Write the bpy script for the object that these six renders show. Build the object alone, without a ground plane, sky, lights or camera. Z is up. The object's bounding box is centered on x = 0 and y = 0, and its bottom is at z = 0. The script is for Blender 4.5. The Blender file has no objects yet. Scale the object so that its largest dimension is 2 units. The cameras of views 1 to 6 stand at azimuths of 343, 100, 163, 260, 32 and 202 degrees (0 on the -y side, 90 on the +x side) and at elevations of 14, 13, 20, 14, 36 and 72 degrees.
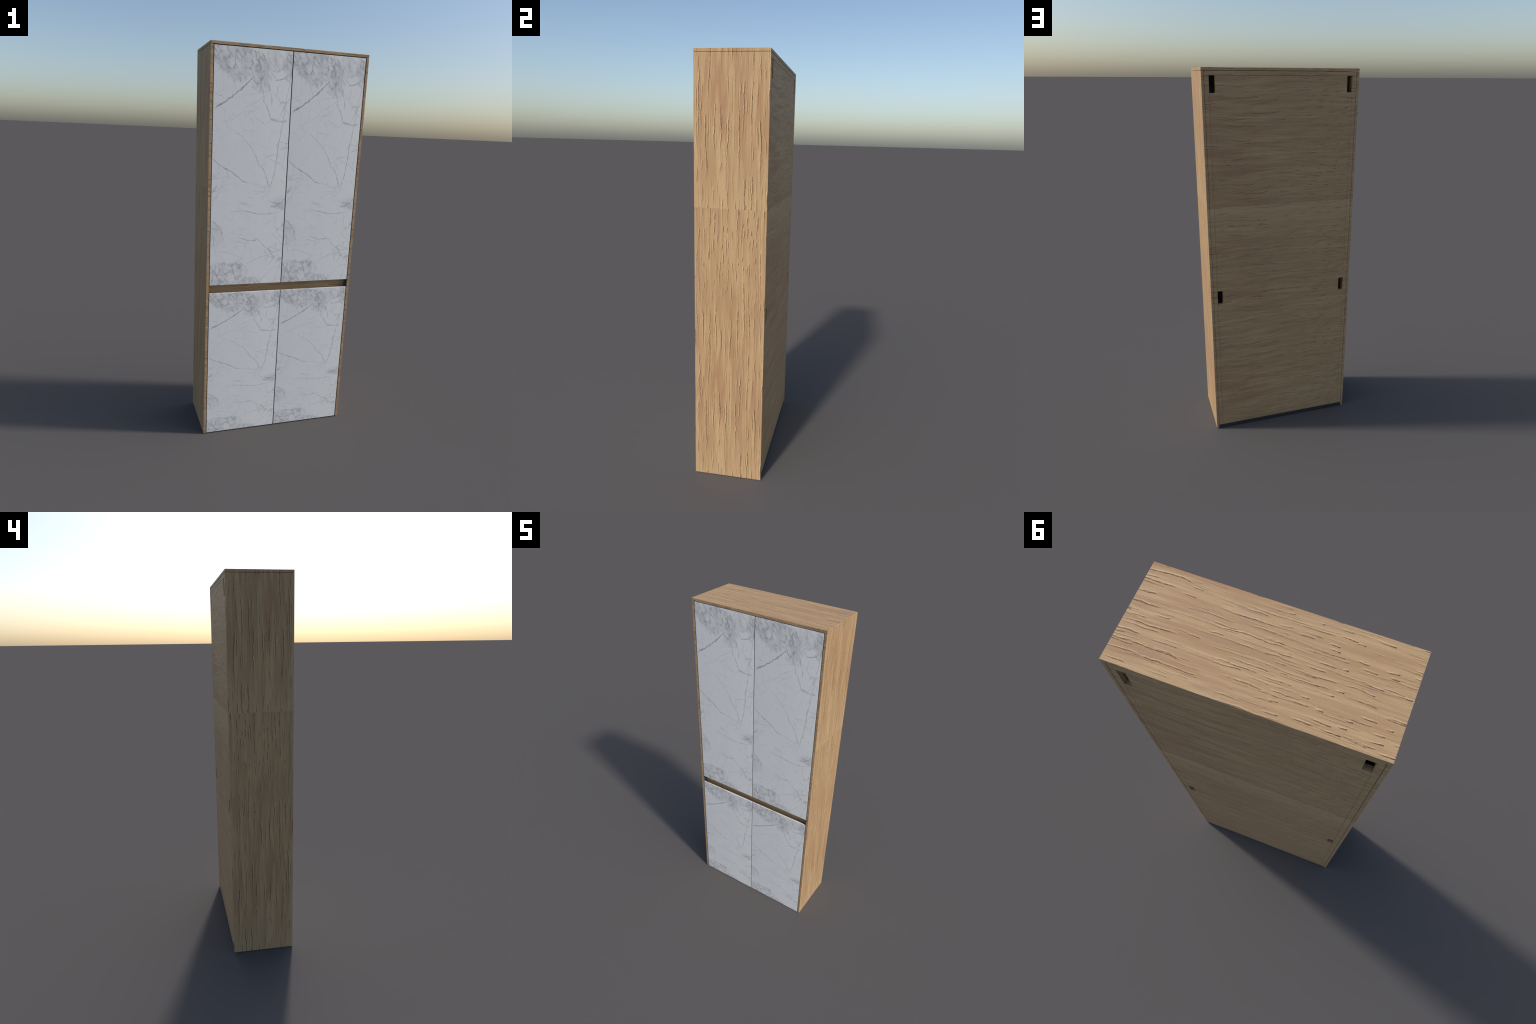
"""Tall two-part cupboard: oak carcass, four marble-look doors, recessed finger rail."""
import bpy, bmesh, math

# ------------------------------------------------------------------ sizes (metres)
W, D, H = 0.800, 0.331, 2.000          # outside width, depth, height
T = 0.0134                             # board thickness
XO, XI = W / 2, W / 2 - T              # outer / inner face of the side boards
YF, YB = -D / 2, D / 2                 # front and back planes
ZT = H - T                             # underside of the top board
DOOR_T = 0.0310
DOOR_GAP = 0.0036                      # reveal round the doors
UP_Z0, UP_Z1 = 0.8425, 1.9830          # upper doors
LO_Z0, LO_Z1 = 0.0022, 0.7995          # lower doors
DOOR_X = XI - DOOR_GAP                 # outer edge of the doors
DOOR_C = 0.0021                        # half the gap between the two leaves
DOOR_W = DOOR_X - DOOR_C
RAIL_Y = YF + 0.035                    # front of the rail behind the finger gap
STILE_X = 0.3638                       # inner edge of the back stiles
RAIL_Z = 1.9645                        # underside of the back top rail
TILE = 4.0 / 3.0                       # length after which the oak print repeats

# ------------------------------------------------------------------ node helper
class Nodes:
    def __init__(self, tree):
        self.t = tree
    def new(self, kind, **props):
        n = self.t.nodes.new(kind)
        for k, v in props.items():
            setattr(n, k, v)
        return n
    def put(self, sock, v):
        if isinstance(v, bpy.types.NodeSocket):
            self.t.links.new(v, sock)
        elif v is not None:
            sock.default_value = v
    def math(self, op, a, b=None, c=None, clamp=False):
        n = self.new('ShaderNodeMath', operation=op, use_clamp=clamp)
        for s, v in zip(n.inputs, (a, b, c)):
            self.put(s, v)
        return n.outputs[0]
    def add(self, a, b): return self.math('ADD', a, b)
    def sub(self, a, b): return self.math('SUBTRACT', a, b)
    def mul(self, a, b): return self.math('MULTIPLY', a, b)
    def max(self, a, b): return self.math('MAXIMUM', a, b)
    def ramp(self, v, f0, f1, t0=0.0, t1=1.0, smooth=True):
        n = self.new('ShaderNodeMapRange', interpolation_type='SMOOTHSTEP' if smooth else 'LINEAR')
        if not smooth:
            n.clamp = True
        for s, x in zip(n.inputs, (v, f0, f1, t0, t1)):
            self.put(s, x)
        return n.outputs[0]
    def vec(self, x=0.0, y=0.0, z=0.0):
        n = self.new('ShaderNodeCombineXYZ')
        for s, v in zip(n.inputs, (x, y, z)):
            self.put(s, v)
        return n.outputs[0]
    def split(self, v):
        n = self.new('ShaderNodeSeparateXYZ')
        self.put(n.inputs[0], v)
        return n.outputs
    def noise(self, v, scale=1.0, detail=2.0, rough=0.5, color=False):
        n = self.new('ShaderNodeTexNoise')
        self.put(n.inputs['Vector'], v)
        n.inputs['Scale'].default_value = scale
        n.inputs['Detail'].default_value = detail
        n.inputs['Roughness'].default_value = rough
        return n.outputs['Color' if color else 'Fac']
    def white(self, x, y=0.0, z=0.0):
        n = self.new('ShaderNodeTexWhiteNoise', noise_dimensions='3D')
        self.put(n.inputs['Vector'], self.vec(x, y, z))
        return n.outputs['Value']
    def cells(self, v, scale):
        n = self.new('ShaderNodeTexVoronoi', feature='DISTANCE_TO_EDGE')
        self.put(n.inputs['Vector'], v)
        n.inputs['Scale'].default_value = scale
        return n.outputs['Distance']
    def mix(self, f, a, b, blend='MIX'):
        n = self.new('ShaderNodeMix', data_type='RGBA', blend_type=blend)
        self.put(n.inputs[0], f)
        for s, v in ((n.inputs[6], a), (n.inputs[7], b)):
            self.put(s, (*v, 1.0) if isinstance(v, tuple) else v)
        return n.outputs[2]
    def curve(self, t, pts):
        n = self.new('ShaderNodeFloatCurve')
        self.put(n.inputs['Value'], t)
        c = n.mapping.curves[0]
        c.points[0].location = pts[0]
        c.points[1].location = pts[-1]
        for p in pts[1:-1]:
            c.points.new(*p)
        for p in c.points:
            p.handle_type = 'VECTOR'
        n.mapping.extend = 'HORIZONTAL'
        n.mapping.use_clip = False
        n.mapping.update()
        return n.outputs[0]

def material(name):
    m = bpy.data.materials.new(name)
    m.use_nodes = True
    N = Nodes(m.node_tree)
    return m, N, m.node_tree.nodes['Principled BSDF']

# ------------------------------------------------------------------ oak veneer
OAK_LIGHT = (0.592, 0.408, 0.219)
OAK_MID = (0.462, 0.297, 0.153)
OAK_RED = (0.408, 0.229, 0.121)
OAK_MAUVE = (0.375, 0.245, 0.172)
PALE_RIM = (0.75, 0.548, 0.32)
OAK_PORE = (0.165, 0.084, 0.038)

def oak(name, along, across, flip, offset, seed, shift=0.5, relief=1.0, wave=0.030, inked=0.95, red=1.0):
    """Oak print. `along`/`across` pick object axes; the print repeats every TILE."""
    m, N, bsdf = material(name)
    co = N.split(N.new('ShaderNodeTexCoord').outputs['Object'])
    a = N.math('FLOORED_MODULO', N.math('MULTIPLY_ADD', co[along], -1.0 if flip else 1.0, offset), TILE)
    c = N.math('FLOORED_MODULO', N.add(co[across], shift), TILE)
    sheet = c                                        # position across the printed sheet
    # grain wanders slowly sideways
    wander = N.noise(N.vec(N.mul(a, 2.0), N.mul(c, 4.0), seed), 1.0, 2.0, 0.5)
    c = N.math('MULTIPLY_ADD', wander, wave, c)
    busy = N.ramp(a, 0.80, 1.12)                     # short, crowded pores at one end of the sheet

    # tone: broad bands, narrow streaks, reddish heart, mauve flames, fine fibre
    band = N.noise(N.vec(N.mul(a, 1.5), N.mul(c, 16.0), seed + 3), 1.0, 3.0, 0.55)
    streak = N.noise(N.vec(N.mul(a, 3.0), N.mul(c, 75.0), seed + 31), 1.0, 3.0, 0.6)
    col = N.mix(N.ramp(N.math('MULTIPLY_ADD', streak, 0.75, N.mul(band, 0.35)), 0.42, 0.68), OAK_LIGHT, OAK_MID)
    heart = N.noise(N.vec(N.mul(a, 2.4), N.mul(c, 24.0), seed + 9), 1.0, 4.0, 0.6)
    bell = N.mul(N.ramp(a, 0.10, 0.45), N.ramp(a, 1.05, 0.62))
    heart = N.mul(N.ramp(heart, 0.42, 0.64), N.math('MULTIPLY_ADD', bell, 0.60 * red, 0.36 * red))
    col = N.mix(heart, col, OAK_RED)
    flame = N.noise(N.vec(N.mul(a, 4.2), N.mul(c, 42.0), seed + 21), 1.0, 2.0, 0.5)
    col = N.mix(N.ramp(flame, 0.58, 0.72, 0.0, 0.70), col, OAK_MAUVE)
    fibre = N.noise(N.vec(N.mul(a, 16.0), N.mul(c, 230.0), seed + 5), 1.0, 3.0, 0.6)
    col = N.mix(N.ramp(fibre, 0.34, 0.68, 0.0, 0.55), col, OAK_MID)
    col = N.mix(N.ramp(sheet, TILE - 0.20, TILE - 0.03, 0.0, 0.65), col, OAK_LIGHT)   # pale strip at the sheet's edge
    col = N.mix(N.ramp(sheet, 0.15, 0.0, 0.0, 0.30), col, OAK_RED)
    col = N.mix(N.ramp(a, 0.17, 0.02, 0.0, 0.38), col, OAK_LIGHT)           # pale end of the sheet
    speck = N.noise(N.vec(N.mul(a, 260.0), N.mul(c, 300.0), seed), 1.0, 1.0, 0.5)
    col = N.mix(N.ramp(speck, 0.35, 0.70, 0.0, 0.22), col, OAK_RED)

    # pores: dashes running with the grain, one file of dashes per column of width `pitch`;
    # each dash starts faint, darkens and stops abruptly
    nick = N.noise(N.vec(N.mul(a, 150.0), N.mul(c, 60.0), seed + 2), 1.0, 2.0, 0.6)
    gaps = N.ramp(N.noise(N.vec(N.mul(a, 26.0), N.mul(c, 34.0), seed + 51), 1.0, 2.0, 0.5), 0.34, 0.46, 0.35, 1.0)
    bead = N.ramp(N.noise(N.vec(N.mul(a, 85.0), N.mul(c, 110.0), seed + 41), 1.0, 2.0, 0.6), 0.34, 0.58, 0.45, 1.0)
    def pores(pitch, half, rate, share, k):
        q = N.math('DIVIDE', c, pitch)
        col_id = N.math('FLOOR', q)
        r_col = N.white(col_id, k * 7.31 + seed)
        s = N.math('MULTIPLY_ADD', r_col, 9.0, N.mul(a, rate))
        dash_id = N.math('FLOOR', s)
        p = N.math('FRACT', s)
        r1 = N.white(col_id, dash_id, k + seed)
        r2 = N.white(dash_id, col_id, k + seed + 5)
        r3 = N.white(dash_id, col_id, k + seed + 13)
        length = N.math('MULTIPLY_ADD', r1, 0.72, 0.22)
        t = N.math('DIVIDE', p, length)
        on = N.mul(N.ramp(t, 0.0, 0.45), N.ramp(t, 1.0, 0.93))
        on = N.mul(N.mul(on, gaps), N.ramp(r2, share, share - 0.12))
        drift = N.noise(N.vec(N.mul(a, 9.0), N.mul(col_id, 3.7), k + seed), 1.0, 3.0, 0.6)
        ctr = N.add(N.math('MULTIPLY_ADD', r3, 0.44, 0.28), N.math('MULTIPLY_ADD', drift, 0.7, -0.35))
        off = N.mul(N.sub(N.math('FRACT', q), ctr), pitch)
        wid = N.mul(N.mul(N.math('MULTIPLY_ADD', nick, 2.2, 0.40), half), N.ramp(t, 0.0, 1.0, 0.6, 1.15))
        line = N.ramp(N.math('ABSOLUTE', off), wid, N.mul(wid, 0.35))
        # rim: mask for the paler edge beside the line; lip: raised relief along the line
        rim = N.ramp(N.math('ABSOLUTE', N.add(off, half * 2.0)), half * 1.9, half * 0.5)
        lip = N.mul(N.ramp(off, -4.4 * half, -0.4 * half), N.ramp(off, 1.2 * half, -0.3 * half))
        return N.mul(N.mul(line, on), bead), N.mul(N.mul(lip, on), N.ramp(t, 1.0, 0.75)), N.mul(N.mul(rim, on), bead)
    l1, r1, p1 = pores(0.033, 0.0017, 2.4, 1.10, 1)
    l2, r2, p2 = pores(0.027, 0.0015, 6.3, 0.80, 2)
    l3, r3, p3 = pores(0.0225, 0.0016, 13.0, 0.72, 3)
    l4, r4, p4 = pores(0.0125, 0.0010, 5.0, 0.80, 4)
    quiet = N.math('MULTIPLY_ADD', busy, -0.85, 1.0)
    ink = N.max(N.max(N.mul(l1, quiet), N.mul(l2, 0.80)), N.max(N.mul(l3, busy), N.mul(l4, 0.55)))
    lip = N.max(N.max(N.mul(r1, quiet), N.mul(r2, 0.8)), N.max(N.mul(r3, busy), N.mul(r4, 0.4)))
    pale = N.max(N.max(N.mul(p1, quiet), N.mul(p2, 0.8)), N.max(N.mul(p3, busy), N.mul(p4, 0.5)))
    col = N.mix(N.mul(pale, 0.60), col, PALE_RIM)
    col = N.mix(N.mul(ink, inked), col, OAK_PORE)
    N.put(bsdf.inputs['Base Color'], col)
    bsdf.inputs['Roughness'].default_value = 0.62
    bsdf.inputs['Specular IOR Level'].default_value = 0.25
    bump = N.new('ShaderNodeBump')
    bump.inputs['Strength'].default_value = relief
    bump.inputs['Distance'].default_value = 0.0050
    hgt = N.math('MULTIPLY_ADD', nick, 0.22, N.sub(lip, N.mul(ink, 0.25)))
    N.put(bump.inputs['Height'], hgt)
    N.put(bsdf.inputs['Normal'], bump.outputs[0])
    return m

# ------------------------------------------------------------------ marble laminate
MARBLE_COOL = (0.835, 0.83, 0.808)
MARBLE_WARM = (0.93, 0.925, 0.885)
MARBLE_VEIN = (0.33, 0.335, 0.345)
MARBLE_CLOUD = (0.465, 0.462, 0.46)

def marble(name, door_h):
    """One printed sheet stretched over each leaf; u, v run 0..1 across and up the leaf."""
    m, N, bsdf = material(name)
    co = N.split(N.new('ShaderNodeTexCoord').outputs['Object'])
    SW, SH = DOOR_W, UP_Z1 - UP_Z0            # the sheet is drawn at the tall door's size
    x = co[0]
    z = N.mul(co[2], SH / door_h)
    base = N.vec(x, 0.0, z)
    j1 = N.split(N.noise(base, 26.0, 3.0, 0.6, color=True))
    j2 = N.split(N.noise(base, 75.0, 3.0, 0.65, color=True))
    def jitter(p, i, big, small):
        return N.add(p, N.add(N.math('MULTIPLY_ADD', j1[i], big, -big / 2),
                              N.math('MULTIPLY_ADD', j2[i], small, -small / 2)))
    xj, zj = jitter(x, 0, 0.016, 0.009), jitter(z, 2, 0.016, 0.009)
    xw, zw = jitter(x, 1, 0.007, 0.0045), jitter(z, 0, 0.007, 0.0045)
    u, v = N.mul(xj, 1 / SW), N.mul(zj, 1 / SH)
    thick = N.noise(base, 38.0, 3.0, 0.65)
    thick = N.ramp(thick, 0.30, 0.70, 0.30, 1.9, smooth=False)
    state = {'acc': None}

    def vein(width_mm, strength, *pts):
        """A hand-placed vein: a curve through pts (u, v) with tapered ends."""
        du = (max(p[0] for p in pts) - min(p[0] for p in pts)) * SW
        dv = (max(p[1] for p in pts) - min(p[1] for p in pts)) * SH
        if du >= dv:
            pts, t, o, size, slope = sorted(pts), u, v, SH, dv / du
        else:
            pts, t, o, size, slope = sorted((q, p) for p, q in pts), v, u, SW, du / dv
        c = N.curve(t, pts)
        d = N.mul(N.math('ABSOLUTE', N.sub(o, c)), size / math.hypot(1, slope))
        w = N.mul(thick, width_mm * 0.00120)
        t0, t1 = pts[0][0], pts[-1][0]
        e = max(0.22 * (t1 - t0), 0.012)
        s = N.mul(N.ramp(d, w, 0.0, 0.0, strength), N.ramp(t, t0 - e * 0.4, t0 + e * 0.6))
        s = N.mul(s, N.ramp(t, t1 + e * 0.4, t1 - e * 0.6))
        state['acc'] = s if state['acc'] is None else N.max(state['acc'], s)

    vein(4.2, 0.95, (0.015, 0.755), (0.103, 0.776), (0.238, 0.807), (0.301, 0.825), (0.379, 0.848), (0.443, 0.868), (0.513, 0.892))
    vein(1.5, 0.5, (0.007, 0.82), (0.051, 0.812), (0.112, 0.806))
    vein(1.3, 0.4, (0.111, 0.81), (0.119, 0.801), (0.125, 0.792))
    vein(1.4, 0.4, (0.016, 0.896), (0.058, 0.905), (0.106, 0.915))
    vein(1.2, 0.4, (0.021, 0.876), (0.03, 0.855), (0.048, 0.842))
    vein(1.2, 0.3, (0.103, 0.913), (0.12, 0.878), (0.126, 0.846), (0.125, 0.823))
    vein(1.8, 0.5, (0.185, 0.909), (0.23, 0.883), (0.262, 0.857), (0.286, 0.836))
    vein(1.6, 0.4, (0.314, 0.909), (0.331, 0.883), (0.345, 0.855))
    vein(2.6, 0.6, (0.351, 0.904), (0.382, 0.889), (0.412, 0.876))
    vein(6, 0.45, (0.509, 0.982), (0.541, 0.959), (0.573, 0.938), (0.592, 0.909), (0.603, 0.883), (0.607, 0.856))
    vein(2.5, 0.6, (0.607, 0.856), (0.633, 0.834), (0.64, 0.811), (0.646, 0.791), (0.686, 0.775), (0.72, 0.753), (0.739, 0.73))
    vein(2.5, 0.6, (0.67, 0.884), (0.703, 0.863), (0.715, 0.835), (0.745, 0.811), (0.75, 0.783))
    vein(2.4, 0.6, (0.726, 0.91), (0.758, 0.898), (0.802, 0.883))
    vein(3, 0.8, (0.783, 0.881), (0.844, 0.883), (0.896, 0.892), (0.969, 0.907))
    vein(5.5, 0.5, (0.732, 0.727), (0.802, 0.721), (0.857, 0.716), (0.911, 0.716), (0.957, 0.723))
    vein(2.4, 0.7, (0.91, 0.709), (0.898, 0.685), (0.884, 0.656), (0.87, 0.625), (0.856, 0.589), (0.848, 0.545), (0.841, 0.515), (0.815, 0.475), (0.781, 0.44), (0.769, 0.42))
    vein(1.6, 0.5, (0.97, 0.903), (0.979, 0.875), (0.966, 0.845), (0.948, 0.817), (0.942, 0.782), (0.928, 0.754), (0.914, 0.723))
    vein(1.4, 0.5, (0.225, 0.71), (0.289, 0.727), (0.354, 0.741), (0.425, 0.767), (0.498, 0.782), (0.563, 0.794), (0.628, 0.812), (0.694, 0.824))
    vein(1.2, 0.35, (0.361, 0.815), (0.4, 0.793), (0.425, 0.773))
    vein(1.6, 0.5, (0.509, 0.749), (0.55, 0.727), (0.612, 0.713), (0.675, 0.702), (0.704, 0.708), (0.732, 0.727))
    vein(1.2, 0.4, (0.478, 0.738), (0.521, 0.692), (0.503, 0.656), (0.484, 0.63))
    vein(1.2, 0.4, (0.492, 0.623), (0.561, 0.624), (0.638, 0.618), (0.749, 0.597))
    vein(1.9, 0.65, (0.233, 0.68), (0.3, 0.668), (0.354, 0.652), (0.439, 0.627), (0.526, 0.595), (0.576, 0.564), (0.619, 0.535), (0.684, 0.509), (0.719, 0.485), (0.757, 0.445), (0.763, 0.427))
    vein(3, 0.8, (0.008, 0.553), (0.06, 0.538), (0.12, 0.525), (0.196, 0.512), (0.272, 0.497), (0.35, 0.478), (0.412, 0.463), (0.474, 0.456))
    vein(1.3, 0.35, (0.474, 0.456), (0.552, 0.453), (0.632, 0.437), (0.743, 0.43))
    vein(1.5, 0.45, (0.002, 0.474), (0.095, 0.472), (0.154, 0.477), (0.273, 0.484))
    vein(1.2, 0.35, (0.061, 0.536), (0.114, 0.51), (0.161, 0.489))
    vein(6, 0.7, (0.017, 0.411), (0.032, 0.423), (0.06, 0.443))
    vein(1.4, 0.4, (0.005, 0.377), (0.042, 0.384), (0.099, 0.414), (0.15, 0.441), (0.201, 0.453))
    vein(1.1, 0.25, (0.348, 0.638), (0.306, 0.605), (0.237, 0.552), (0.199, 0.523))
    vein(1.3, 0.4, (0.475, 0.384), (0.551, 0.397), (0.62, 0.411), (0.729, 0.416))
    vein(1.8, 0.5, (0.987, 0.626), (0.962, 0.592), (0.952, 0.558), (0.933, 0.53))
    vein(1.5, 0.45, (0.865, 0.557), (0.899, 0.542), (0.933, 0.53), (1.002, 0.504))
    vein(1.3, 0.35, (0.239, 0.331), (0.347, 0.331), (0.441, 0.318), (0.536, 0.308))
    vein(2.2, 0.65, (0.408, 0.336), (0.55, 0.325), (0.63, 0.32), (0.773, 0.319), (0.853, 0.324), (0.94, 0.332))
    vein(4, 0.6, (0.8, 0.354), (0.848, 0.353), (0.911, 0.361), (0.95, 0.371), (0.995, 0.394))
    vein(2.8, 0.65, (0.007, 0.294), (0.069, 0.279), (0.116, 0.256), (0.156, 0.23))
    vein(3, 0.45, (0.002, 0.256), (0.063, 0.255), (0.116, 0.252))
    vein(1.2, 0.3, (0.156, 0.23), (0.174, 0.202), (0.237, 0.183))
    vein(2.1, 0.7, (0.359, 0.216), (0.43, 0.21), (0.486, 0.201), (0.582, 0.199), (0.637, 0.204), (0.696, 0.187), (0.738, 0.174), (0.773, 0.158), (0.806, 0.157), (0.865, 0.145), (0.963, 0.153))
    vein(1.5, 0.5, (0.865, 0.143), (0.769, 0.131), (0.665, 0.12), (0.585, 0.108), (0.483, 0.092))
    vein(1.6, 0.4, (0.862, 0.314), (0.878, 0.268), (0.922, 0.247), (0.933, 0.231))
    vein(1.6, 0.4, (0.826, 0.237), (0.878, 0.22), (0.947, 0.199), (0.976, 0.175))
    vein(1.8, 0.4, (0.933, 0.135), (0.97, 0.113), (0.981, 0.094), (0.933, 0.034), (0.904, 0.004))
    vein(1.5, 0.5, (0.719, 0.019), (0.821, 0.055), (0.893, 0.076), (0.986, 0.069))
    vein(1.4, 0.4, (0.472, 0.187), (0.468, 0.155), (0.432, 0.124), (0.378, 0.106))
    vein(1.8, 0.5, (0.378, 0.106), (0.324, 0.093), (0.261, 0.09), (0.198, 0.102), (0.12, 0.099))
    vein(1.4, 0.4, (0.071, 0.138), (0.124, 0.151), (0.193, 0.154), (0.28, 0.144), (0.392, 0.127))
    vein(1.6, 0.4, (0.026, 0.239), (0.044, 0.19), (0.071, 0.138))
    vein(1.2, 0.3, (0.135, 0.207), (0.106, 0.19), (0.076, 0.172))
    vein(1.1, 0.25, (0.329, 0.283), (0.295, 0.232), (0.253, 0.175))

    veins = N.mul(state['acc'], N.ramp(N.noise(N.vec(xj, 2.0, zj), 32.0, 2.0, 0.6), 0.30, 0.52, 0.45, 1.0))
    ragged = N.math('MULTIPLY_ADD', N.noise(base, 20.0, 3.0, 0.6), 2.4, -1.2)

    # smoky zones where the veins knit together
    def zone(cu, cv, ru, rv, s=1.0):
        a = N.mul(N.sub(u, cu), 1 / ru)
        b = N.mul(N.sub(v, cv), 1 / rv)
        r = N.add(N.add(N.mul(a, a), N.mul(b, b)), ragged)
        return N.ramp(r, 1.1, 0.35, 0.0, s)
    smoke = None
    for args in ((0.10, 0.985, 0.22, 0.050, .9), (0.20, 0.935, 0.20, 0.045, 1), (0.40, 0.965, 0.22, 0.055, 1),
                 (0.55, 0.920, 0.18, 0.070, 1), (0.61, 0.870, 0.13, 0.050, .9), (0.76, 0.950, 0.16, 0.050, .55),
                 (0.96, 0.945, 0.10, 0.070, .9), (0.34, 0.905, 0.20, 0.045, .75),
                 (0.12, 0.040, 0.24, 0.075, 1), (0.34, 0.075, 0.16, 0.036, 1), (0.52, 0.010, 0.22, 0.028, .8),
                 (0.30, 0.030, 0.20, 0.045, .7), (0.93, 0.365, 0.14, 0.034, .55), (0.06, 0.225, 0.14, 0.060, .4),
                 (0.03, 0.475, 0.06, 0.014, .5)):
        s = zone(*args)
        smoke = s if smoke is None else N.max(smoke, s)
    # tall, leaning cells; a coarse web with a finer one inside it
    lean = N.math('MULTIPLY_ADD', zw, 0.28, xw)
    net = N.cells(N.vec(N.mul(lean, 1.15), 0.0, N.mul(zw, 0.55)), 30.0)
    fine = N.cells(N.vec(N.mul(lean, 1.1), 7.0, N.mul(zw, 0.7)), 66.0)
    patch = N.noise(base, 17.0, 3.0, 0.6)
    web = N.mul(N.ramp(net, N.mul(thick, 0.16), 0.0), N.ramp(patch, 0.34, 0.52))
    breaks = N.ramp(N.noise(N.vec(xw, 17.0, zw), 48.0, 2.0, 0.5), 0.40, 0.52, 0.45, 1.0)
    web = N.mul(web, breaks)
    lace = N.mul(N.ramp(fine, N.mul(thick, 0.17), 0.0, 0.0, 0.6), N.ramp(N.noise(N.vec(xj, 9.0, zj), 24.0, 2.0), 0.48, 0.62))
    puff = N.ramp(N.noise(N.vec(N.mul(lean, 1.2), 3.0, N.mul(zw, 0.8)), 34.0, 5.0, 0.62), 0.52, 0.62)
    smudge = N.ramp(N.noise(N.vec(xw, 12.0, zw), 15.0, 4.0, 0.6), 0.40, 0.64, 0.05, 0.48)
    cloud = N.mul(smoke, N.max(N.max(web, lace), N.max(N.mul(puff, 0.9), smudge)))

    # hair-fine network everywhere, stronger toward the right-hand edge
    edge = N.ramp(u, 0.70, 0.95, 0.22, 0.45)
    hair = None
    for scale, tilt, squash, seed in ((15.0, 0.35, 0.75, 5.0), (8.5, -0.5, 0.75, 14.0), (9.0, 0.2, 2.1, 23.0)):
        d = N.cells(N.vec(N.math('MULTIPLY_ADD', zw, tilt, xw), seed, N.mul(zw, squash)), scale)
        h = N.mul(N.ramp(d, N.mul(thick, 0.0021 * scale), 0.0), N.ramp(N.noise(N.vec(x, seed, z), 10.0, 3.0), 0.46, 0.62))
        if squash > 1:                      # flat-lying cracks across the middle of the sheet
            h = N.mul(h, N.mul(N.ramp(v, 0.12, 0.20, 0.0, 1.5), N.ramp(v, 0.50, 0.40)))
        hair = h if hair is None else N.max(hair, h)
    hair = N.mul(hair, edge)

    tone = N.noise(N.vec(N.mul(x, 7.0), 1.0, N.mul(z, 4.0)), 1.0, 3.0, 0.5)
    side = N.add(N.ramp(u, 0.0, 1.0, 0.12, 0.88, smooth=False), N.math('MULTIPLY_ADD', tone, 0.6, -0.30))
    col = N.mix(N.math('MULTIPLY', side, 1.0, clamp=True), MARBLE_COOL, MARBLE_WARM)
    col = N.mix(N.mul(cloud, 0.92), col, MARBLE_CLOUD)
    col = N.mix(N.max(veins, hair), col, MARBLE_VEIN)
    N.put(bsdf.inputs['Base Color'], col)
    bsdf.inputs['Roughness'].default_value = 0.5
    bsdf.inputs['Specular IOR Level'].default_value = 0.3
    return m

def plain(name, rgb, rough):
    m, N, bsdf = material(name)
    co = N.new('ShaderNodeTexCoord').outputs['Object']
    f = N.noise(co, 60.0, 3.0)
    N.put(bsdf.inputs['Base Color'], N.mix(f, tuple(0.9 * c for c in rgb), tuple(1.1 * c for c in rgb)))
    bsdf.inputs['Roughness'].default_value = rough
    return m

OAK_SIDE = oak('oak_upright', 2, 1, False, 0.0, 1.0, relief=0.7, red=1.35)
OAK_BACK = oak('oak_crosswise', 0, 2, True, 0.90, 6.0, shift=0.0, relief=0.5, wave=0.085, inked=0.78)
OAK_TOP = oak('oak_top', 0, 1, True, 0.93, 11.0, relief=0.45)
MARBLE_TALL = marble('marble_tall', UP_Z1 - UP_Z0)
MARBLE_SHORT = marble('marble_short', LO_Z1 - LO_Z0)
GREY = plain('grey_lining', (0.110, 0.105, 0.100), 0.6)
DARK = plain('dark_plinth', (0.036, 0.036, 0.038), 0.6)

# ------------------------------------------------------------------ parts
cupboard = bpy.data.objects.new('tall_cupboard', None)
bpy.context.collection.objects.link(cupboard)
cupboard["label"] = "tall oak cupboard with four white marble doors"
cupboard["category"] = "cupboard"

def finish(name, bm, mats, pick, origin=(0, 0, 0), bevel=0.0009):
    """bevel, assign a material per face direction, link under the cupboard"""
    if bevel:
        edges = [e for e in bm.edges if e.calc_face_angle(0) > 0.9]
        bmesh.ops.bevel(bm, geom=edges, offset=bevel, segments=2, profile=0.5, affect='EDGES')
    bmesh.ops.recalc_face_normals(bm, faces=bm.faces)
    for f in bm.faces:
        n = f.normal
        ax = max(range(3), key=lambda i: abs(n[i]))
        f.material_index = pick(ax, 1 if n[ax] > 0 else -1)
        f.smooth = False
    me = bpy.data.meshes.new(name)
    bm.to_mesh(me)
    bm.free()
    for mt in mats:
        me.materials.append(mt)
    ob = bpy.data.objects.new(name, me)
    bpy.context.collection.objects.link(ob)
    ob.parent = cupboard
    ob.location = origin
    return ob

def block(x0, x1, y0, y1, z0, z1):
    bm = bmesh.new()
    bmesh.ops.create_cube(bm, size=1.0)
    for v in bm.verts:
        v.co = ((x0 + x1) / 2 + v.co.x * (x1 - x0), (y0 + y1) / 2 + v.co.y * (y1 - y0), (z0 + z1) / 2 + v.co.z * (z1 - z0))
    return bm

OAKS = [OAK_SIDE, OAK_BACK, OAK_TOP, GREY]
def oak_by_axis(ax, sg):
    return ax

# top board lies on the two sides
finish('top_panel', block(-XO, XO, YF, YB, ZT, H), OAKS,
       lambda ax, sg: 3 if (ax == 2 and sg < 0) else ax)
for s in (-1, 1):
    x0, x1 = sorted((s * XO, s * XI))
    # outer face oak, inner face grey lining
    finish('side_panel', block(x0, x1, YF, YB, 0.0, ZT - 0.0013), OAKS,
           lambda ax, sg, s=s: 3 if (ax == 0 and sg == -s) else ax)

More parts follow.
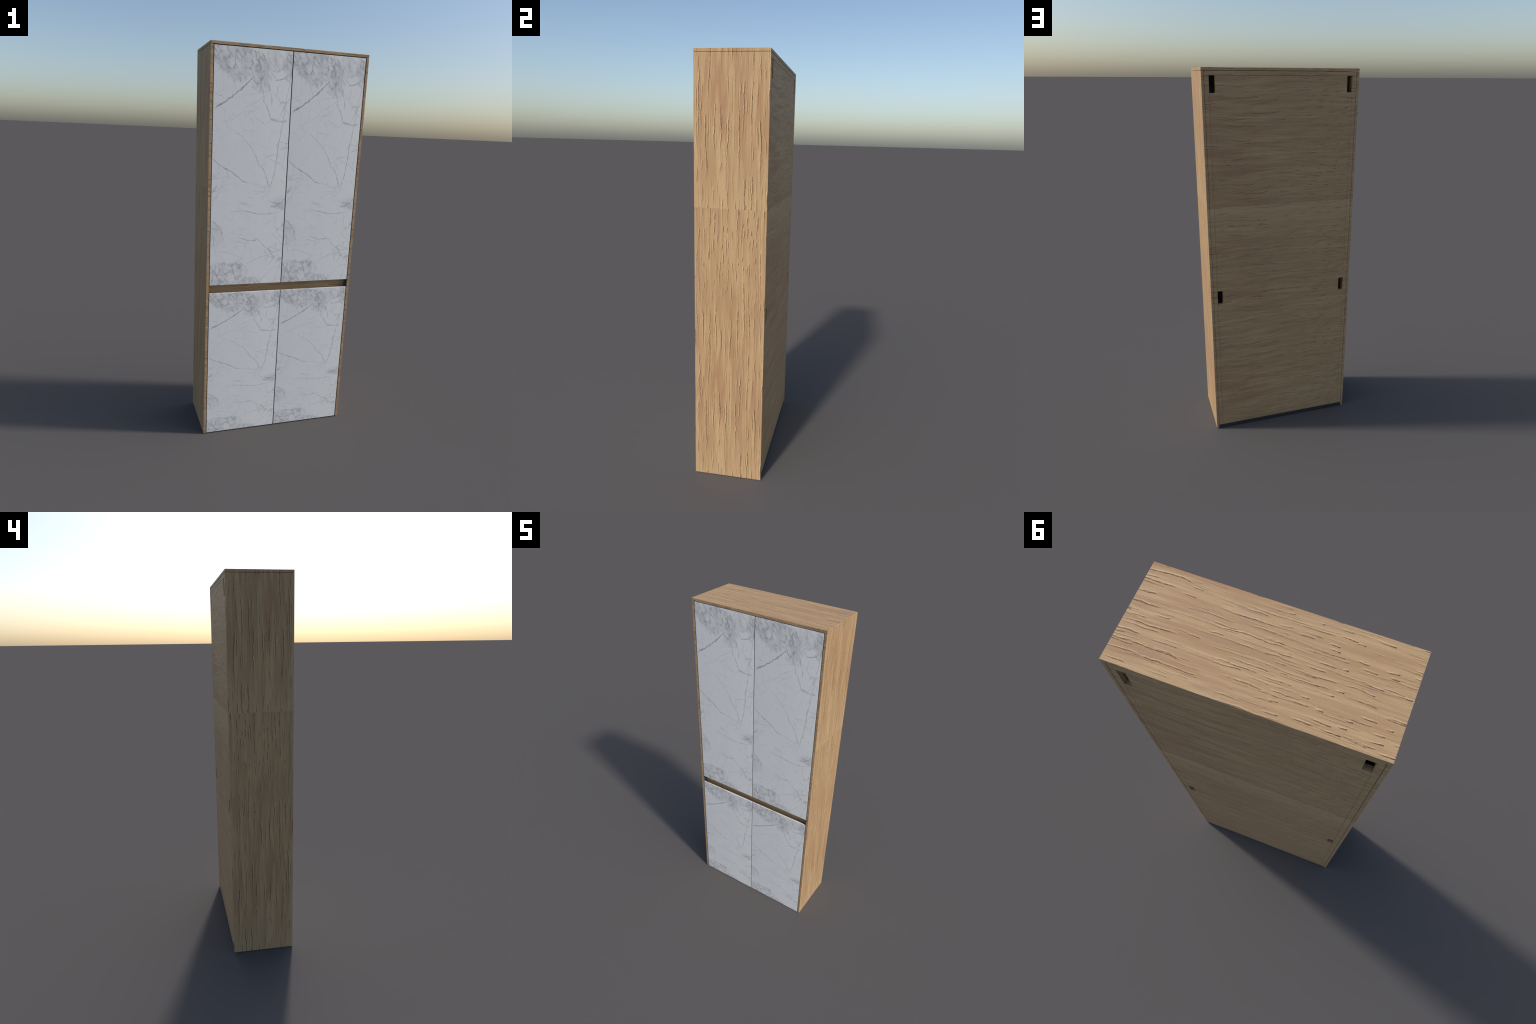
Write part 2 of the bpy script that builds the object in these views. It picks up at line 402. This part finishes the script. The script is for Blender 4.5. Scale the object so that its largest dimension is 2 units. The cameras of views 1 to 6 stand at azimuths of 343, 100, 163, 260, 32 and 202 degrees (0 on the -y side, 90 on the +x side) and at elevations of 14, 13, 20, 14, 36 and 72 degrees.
# floor board of the carcass: grey, set back behind the doors
finish('bottom_panel', block(-XI + .0005, XI - .0005, RAIL_Y, YB - .0010, 0.0006, 0.0212), [DARK], lambda a, s: 0)

# rail behind the finger gap; it shows as the wooden strip between the doors
finish('finger_rail', block(-XI + .0003, XI - .0003, RAIL_Y, RAIL_Y + T, 0.745, 0.900), OAKS, oak_by_axis)

# back: top rail, two stiles, and a panel with four bracket notches at its sides
BACK_T = 0.0212
finish('back_rail', block(-XI + .0013, XI - .0013, RAIL_Y, YB - .0004, RAIL_Z, ZT - .0016), OAKS, oak_by_axis)
for s in (-1, 1):
    x0, x1 = sorted((s * STILE_X, s * (XI - .0010)))
    finish('back_stile', block(x0, x1, RAIL_Y + T + .001, YB - .0004, 0.0216, RAIL_Z - .0008), OAKS, oak_by_axis)

def half_outline():
    """right-hand edge of the back panel from bottom to top, with two notches"""
    xo, xi, r = STILE_X - .0005, 0.3355, 0.0065
    pts = [(xo, 0.0216)]
    def notch(z0, z1, open_top):
        out = [(xo, z0)]
        for k in range(5):
            t = math.radians(-90 - 22.5 * k)
            out.append((xi + r + r * math.cos(t), z0 + r + r * math.sin(t)))
        if open_top:
            return out + [(xi, z1)]
        for k in range(5):
            t = math.radians(180 - 22.5 * k)
            out.append((xi + r + r * math.cos(t), z1 - r + r * math.sin(t)))
        return out + [(xo, z1)]
    return pts + notch(0.7985, 0.8745, False) + notch(1.8860, RAIL_Z - .0008, True)

right = half_outline()
outline = right + [(-x, z) for x, z in reversed(right)]
bm = bmesh.new()
face = bm.faces.new([bm.verts.new((x, YB - .0004, z)) for x, z in outline])
ext = bmesh.ops.extrude_face_region(bm, geom=[face])
bmesh.ops.translate(bm, vec=(0, -BACK_T, 0), verts=[g for g in ext['geom'] if isinstance(g, bmesh.types.BMVert)])
finish('back_panel', bm, OAKS, oak_by_axis, bevel=0.0006)

# doors: origin at the lower left corner of each leaf so the print sits the same on all;
# the lower leaves are cut away behind a thin lip at the top so fingers can reach in
LIP = 0.0072
def leaf(height, pull, meet):
    prof = [(0, 0), (DOOR_T, 0)]
    prof += [(DOOR_T, height - 0.048), (LIP, height - 0.008), (LIP, height)] if pull else [(DOOR_T, height)]
    prof.append((0, height))
    bm = bmesh.new()
    face = bm.faces.new([bm.verts.new((0, y, z)) for y, z in prof])
    ext = bmesh.ops.extrude_face_region(bm, geom=[face])
    bmesh.ops.translate(bm, vec=(DOOR_W, 0, 0), verts=[g for g in ext['geom'] if isinstance(g, bmesh.types.BMVert)])
    for v in bm.verts:                      # the meeting edge is undercut toward the back
        if v.co.y > LIP + 1e-5 and abs(v.co.x - meet) < 1e-5:
            v.co.x += 0.010 if meet == 0 else -0.010
    return bm

for z0, z1, mat, pull in ((UP_Z0, UP_Z1, MARBLE_TALL, False), (LO_Z0, LO_Z1, MARBLE_SHORT, True)):
    for x0 in (-DOOR_X, DOOR_C):
        finish('door', leaf(z1 - z0, pull, DOOR_W if x0 < 0 else 0), [mat], lambda a, s: 0, origin=(x0, YF + .0006, z0), bevel=0.0006)
